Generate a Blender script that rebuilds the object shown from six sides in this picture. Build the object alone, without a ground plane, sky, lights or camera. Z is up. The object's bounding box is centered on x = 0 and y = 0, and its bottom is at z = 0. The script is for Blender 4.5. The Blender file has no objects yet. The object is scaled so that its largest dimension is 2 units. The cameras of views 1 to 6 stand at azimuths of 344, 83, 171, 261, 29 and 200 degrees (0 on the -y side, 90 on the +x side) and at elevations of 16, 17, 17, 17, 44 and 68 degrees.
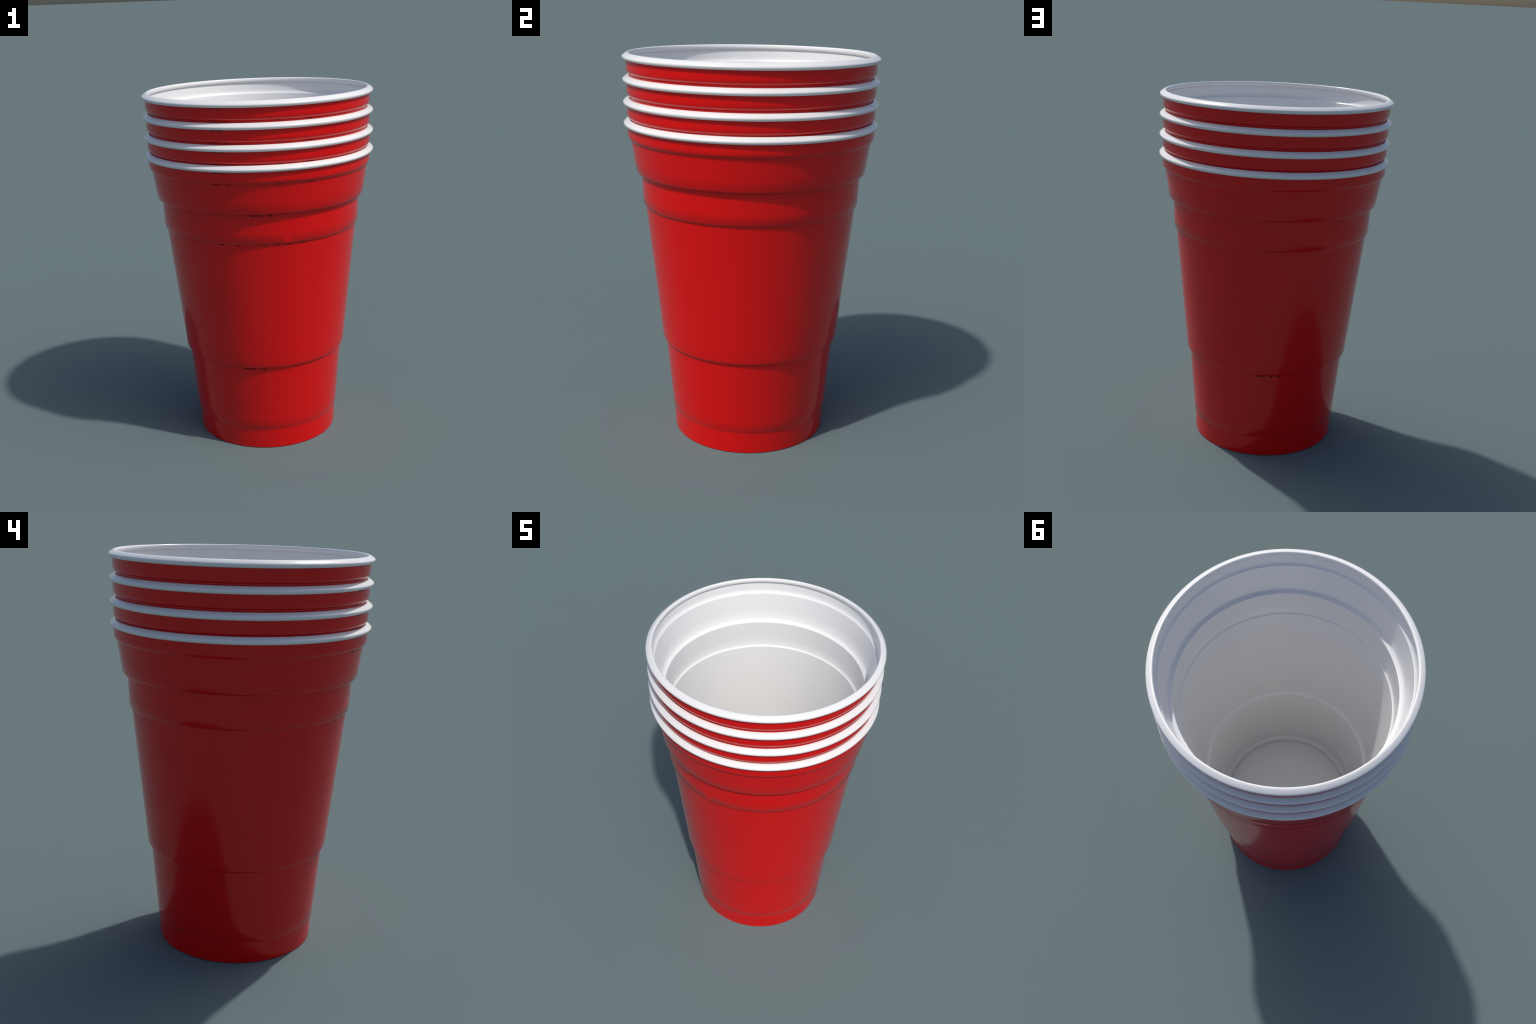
"""Stack of four nested red plastic party cups with white linings and rolled white rims."""
import math
import bpy
import bmesh

SEGMENTS = 192           # around the axis
WALL = 0.0105            # plastic thickness
STACK = [0.0, 0.1033, 0.2125, 0.3215]   # height of each cup's foot above the ground

# --------------------------------------------------------------------------
# Profiles, (radius, height, shading) from the foot upward.  Shading of the ring:
# CRISP = sharp crease, SOFT = plain average of both faces, WIDE = the longer face
# dominates, DEEP = the shorter face dominates (shade spreads up the band).
# --------------------------------------------------------------------------
CRISP, SOFT, WIDE, DEEP = "crisp", "soft", "wide", "deep"
OUTER_PROFILE = [
    (0.4065, 0.0000, CRISP),                                   # foot edge
    (0.4110, 0.1150, CRISP), (0.4155, 0.1225, SOFT),           # lowest step
    (0.4200, 0.1750, SOFT),
    (0.4495, 0.5095, CRISP), (0.4595, 0.5165, SOFT), (0.4665, 0.5285, WIDE),  # step under the long wall
    (0.4720, 0.5850, SOFT), (0.5345, 1.1800, SOFT),
    (0.5413, 1.2450, CRISP), (0.5482, 1.2495, SOFT), (0.5520, 1.2580, DEEP),  # lower grip band
    (0.5545, 1.3080, SOFT),
    (0.5592, 1.4090, CRISP), (0.5785, 1.4150, SOFT), (0.5840, 1.4240, SOFT),
    (0.5920, 1.4780, SOFT),                                    # upper grip band
    (0.6075, 1.5785, CRISP), (0.6160, 1.5850, SOFT),
    (0.6210, 1.5960, SOFT), (0.6218, 1.6080, SOFT),            # collar
    (0.6220, 1.6440, CRISP),                                   # meets the rim
]

# rolled rim: sloping outer shoulder, crest near the inside, small inner lip
RIM_LIFT = 0.0048
RIM_PROFILE = [(r, z + RIM_LIFT) for r, z in (
    (0.6220, 1.6395), (0.6300, 1.6405), (0.6362, 1.6440), (0.6394, 1.6495),
    (0.6402, 1.6550), (0.6375, 1.6590), (0.6320, 1.6632), (0.6250, 1.6680),
    (0.6180, 1.6720), (0.6120, 1.6737), (0.6080, 1.6722), (0.6055, 1.6675),
    (0.6050, 1.6590), (0.6065, 1.6500), (0.6150, 1.6440),
)]

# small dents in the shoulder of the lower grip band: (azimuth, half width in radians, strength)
DENT_HEIGHT = 1.2580
DENTS = [(-1.620, 0.036, 1.0), (-1.04, 0.036, 0.35)]

# dark red flecks along the creases: (radius, height, tooth height, azimuth pairs)
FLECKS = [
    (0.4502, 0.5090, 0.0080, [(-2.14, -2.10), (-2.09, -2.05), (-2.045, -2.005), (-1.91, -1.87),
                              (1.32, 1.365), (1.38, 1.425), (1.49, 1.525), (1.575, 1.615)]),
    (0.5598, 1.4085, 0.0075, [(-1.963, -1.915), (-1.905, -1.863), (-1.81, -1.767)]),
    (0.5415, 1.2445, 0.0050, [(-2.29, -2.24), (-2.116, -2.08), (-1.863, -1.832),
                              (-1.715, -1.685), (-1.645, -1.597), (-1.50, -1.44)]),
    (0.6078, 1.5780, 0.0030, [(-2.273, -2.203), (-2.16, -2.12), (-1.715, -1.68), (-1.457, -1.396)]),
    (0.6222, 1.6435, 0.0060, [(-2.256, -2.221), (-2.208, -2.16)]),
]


def lining_profile(wall):
    """The outer profile moved inward by the wall thickness, closed by the cup floor:
    a slightly raised disc inside a shallow ring channel."""
    floor = [(0.0, 0.0220, SOFT), (0.3000, 0.0220, SOFT), (0.3480, 0.0205, SOFT),
             (0.3570, 0.0175, CRISP), (0.3625, 0.0100, SOFT), (0.3770, 0.0075, SOFT),
             (0.3920, 0.0100, SOFT), (0.4065 - wall, 0.0220, SOFT)]
    side = [(r - wall, z + 0.50 * wall, {DEEP: SOFT}.get(s, WIDE if s == SOFT and z < 0.3 else s))
            for r, z, s in OUTER_PROFILE[1:-1]]
    return floor + side + [(0.6150, 1.6480, CRISP)]


# --------------------------------------------------------------------------
# Mesh building
# --------------------------------------------------------------------------
def dent_at(azimuth, dents):
    """How strongly the dents press at this azimuth, 0 to 1."""
    total = 0.0
    for centre, half, strength in dents:
        off = abs((azimuth - centre + math.pi) % (2 * math.pi) - math.pi)
        if off < half:
            total += strength * math.cos(0.5 * math.pi * off / half)
    return min(total, 1.0)


def revolve(name, profile, material, closed=False, dents=(), inward=False):
    """Surface of revolution; `profile` holds (r, z[, shading])."""
    count = len(profile)
    shading = [p[2] if len(p) > 2 else SOFT for p in profile]
    spans = [(i, i + 1) for i in range(count - 1)] + ([(count - 1, 0)] if closed else [])

    # profile normal of every span, pointing away from the axis side (or toward it)
    flip = -1.0 if inward else 1.0
    span_normal, span_length = [], []
    for i, j in spans:
        dr, dz = profile[j][0] - profile[i][0], profile[j][1] - profile[i][1]
        length = math.hypot(dr, dz)
        span_normal.append((flip * dz / length, -flip * dr / length))
        span_length.append(length)

    def ring_normal(ring, span):
        touching = [s for s, pair in enumerate(spans) if ring in pair]
        if shading[ring] == CRISP or len(touching) < 2:
            return span_normal[span]
        power = {WIDE: 1.0, DEEP: -1.0}.get(shading[ring], 0.0)
        weight = [span_length[s] ** power for s in touching]
        nr = sum(w * span_normal[s][0] for w, s in zip(weight, touching))
        nz = sum(w * span_normal[s][1] for w, s in zip(weight, touching))
        length = math.hypot(nr, nz)
        return nr / length, nz / length

    verts, faces, normals = [], [], []
    first = []
    for r, z in ((p[0], p[1]) for p in profile):
        first.append(len(verts))
        if r < 1e-6:
            verts.append((0, 0, z))
            continue
        for k in range(SEGMENTS):
            a = 2 * math.pi * k / SEGMENTS
            zz = z
            if abs(z - DENT_HEIGHT) < 1e-4:
                zz -= 0.005 * dent_at(a, dents)
            verts.append((r * math.cos(a), r * math.sin(a), zz))
    for s, (i, j) in enumerate(spans):
        low, high = ring_normal(i, s), ring_normal(j, s)
        for k in range(SEGMENTS):
            n = k + 1
            corners = [(i, k, low), (i, n, low), (j, n, high), (j, k, high)]
            if profile[i][0] < 1e-6:
                corners = [(i, k, low), (j, n, high), (j, k, high)]
            if inward:
                corners.reverse()
            face = []
            for ring, c, (nr, nz) in corners:
                a = 2 * math.pi * c / SEGMENTS
                face.append(first[ring] + (0 if profile[ring][0] < 1e-6 else c % SEGMENTS))
                if abs(profile[ring][1] - DENT_HEIGHT) < 1e-4:
                    nz *= 1.0 - 0.85 * dent_at(a, dents)       # flattened shoulder of a dent
                    nr = math.copysign(math.sqrt(1.0 - nz * nz), nr)
                normals.append((nr * math.cos(a), nr * math.sin(a), nz))
            faces.append(face)
    mesh = bpy.data.meshes.new(name)
    mesh.from_pydata(verts, [], faces)
    mesh.polygons.foreach_set("use_smooth", [True] * len(faces))
    mesh.normals_split_custom_set(normals)
    mesh.materials.append(material)
    return mesh


# --------------------------------------------------------------------------
# Materials
# --------------------------------------------------------------------------
def plastic(name, colour, roughness, specular, variation):
    mat = bpy.data.materials.new(name)
    mat.use_nodes = True
    nt = mat.node_tree
    nt.nodes.clear()
    out = nt.nodes.new("ShaderNodeOutputMaterial")
    bsdf = nt.nodes.new("ShaderNodeBsdfPrincipled")
    coord = nt.nodes.new("ShaderNodeTexCoord")
    noise = nt.nodes.new("ShaderNodeTexNoise")
    noise.inputs["Scale"].default_value = 3.0
    noise.inputs["Detail"].default_value = 3.0
    ramp = nt.nodes.new("ShaderNodeValToRGB")
    lo = [c * (1 - variation) for c in colour]
    ramp.color_ramp.elements[0].position = 0.3
    ramp.color_ramp.elements[0].color = (*lo, 1)
    ramp.color_ramp.elements[1].position = 0.7
    ramp.color_ramp.elements[1].color = (*colour, 1)
    bsdf.inputs["Roughness"].default_value = roughness
    bsdf.inputs["Specular IOR Level"].default_value = specular
    bsdf.inputs["IOR"].default_value = 1.5
    nt.links.new(coord.outputs["Object"], noise.inputs["Vector"])
    nt.links.new(noise.outputs["Fac"], ramp.inputs["Fac"])
    nt.links.new(ramp.outputs["Color"], bsdf.inputs["Base Color"])
    nt.links.new(bsdf.outputs["BSDF"], out.inputs["Surface"])
    return mat


red = plastic("red_plastic", (0.668, 0.0003, 0.0004), 0.15, 0.5, 0.01)
fleck_red = plastic("fleck_dark_red", (0.110, 0.0010, 0.0010), 0.4, 0.3, 0.2)
white = plastic("white_plastic", (0.800, 0.800, 0.800), 0.17, 0.5, 0.01)

# --------------------------------------------------------------------------
# One cup's parts, shared by all four cups
# --------------------------------------------------------------------------
outer_mesh = revolve("outer_wall", OUTER_PROFILE, red, dents=DENTS)
rim_mesh = revolve("rim", RIM_PROFILE, white, closed=True)
lining_mesh = revolve("inner_lining", lining_profile(WALL), white, inward=True)
base_mesh = revolve("base", [(0.0, 0.0035, SOFT), (0.385, 0.0035, CRISP), (0.390, 0.0010, SOFT),
                             (0.3950, 0.0, SOFT), (0.4065, 0.0, SOFT)], red)


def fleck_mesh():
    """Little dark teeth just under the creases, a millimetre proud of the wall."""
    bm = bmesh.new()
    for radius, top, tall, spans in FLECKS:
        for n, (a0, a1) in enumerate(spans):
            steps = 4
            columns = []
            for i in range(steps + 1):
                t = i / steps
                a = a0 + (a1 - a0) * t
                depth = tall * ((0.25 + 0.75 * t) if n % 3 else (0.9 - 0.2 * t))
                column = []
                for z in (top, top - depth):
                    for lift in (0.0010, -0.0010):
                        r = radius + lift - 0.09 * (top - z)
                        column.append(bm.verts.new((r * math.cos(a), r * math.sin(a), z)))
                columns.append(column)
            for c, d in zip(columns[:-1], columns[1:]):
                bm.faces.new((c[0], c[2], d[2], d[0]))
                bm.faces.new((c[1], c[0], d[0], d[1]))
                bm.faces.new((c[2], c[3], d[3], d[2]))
    mesh = bpy.data.meshes.new("dark_fleck")
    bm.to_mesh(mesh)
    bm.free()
    mesh.materials.append(fleck_red)
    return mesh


dark_fleck_mesh = fleck_mesh()


def link(obj):
    bpy.context.scene.collection.objects.link(obj)
    return obj


for height in STACK:
    cup = link(bpy.data.objects.new("plastic_cup", None))
    cup.empty_display_size = 0.1
    cup.location = (0, 0, height)
    cup["label"] = "red plastic party cup, white inside, rolled white rim"
    cup["category"] = "plastic cup"
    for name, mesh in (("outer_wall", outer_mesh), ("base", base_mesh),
                       ("inner_lining", lining_mesh), ("rim", rim_mesh), ("dark_fleck", dark_fleck_mesh)):
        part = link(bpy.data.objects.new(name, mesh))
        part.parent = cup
        if name == "dark_fleck":
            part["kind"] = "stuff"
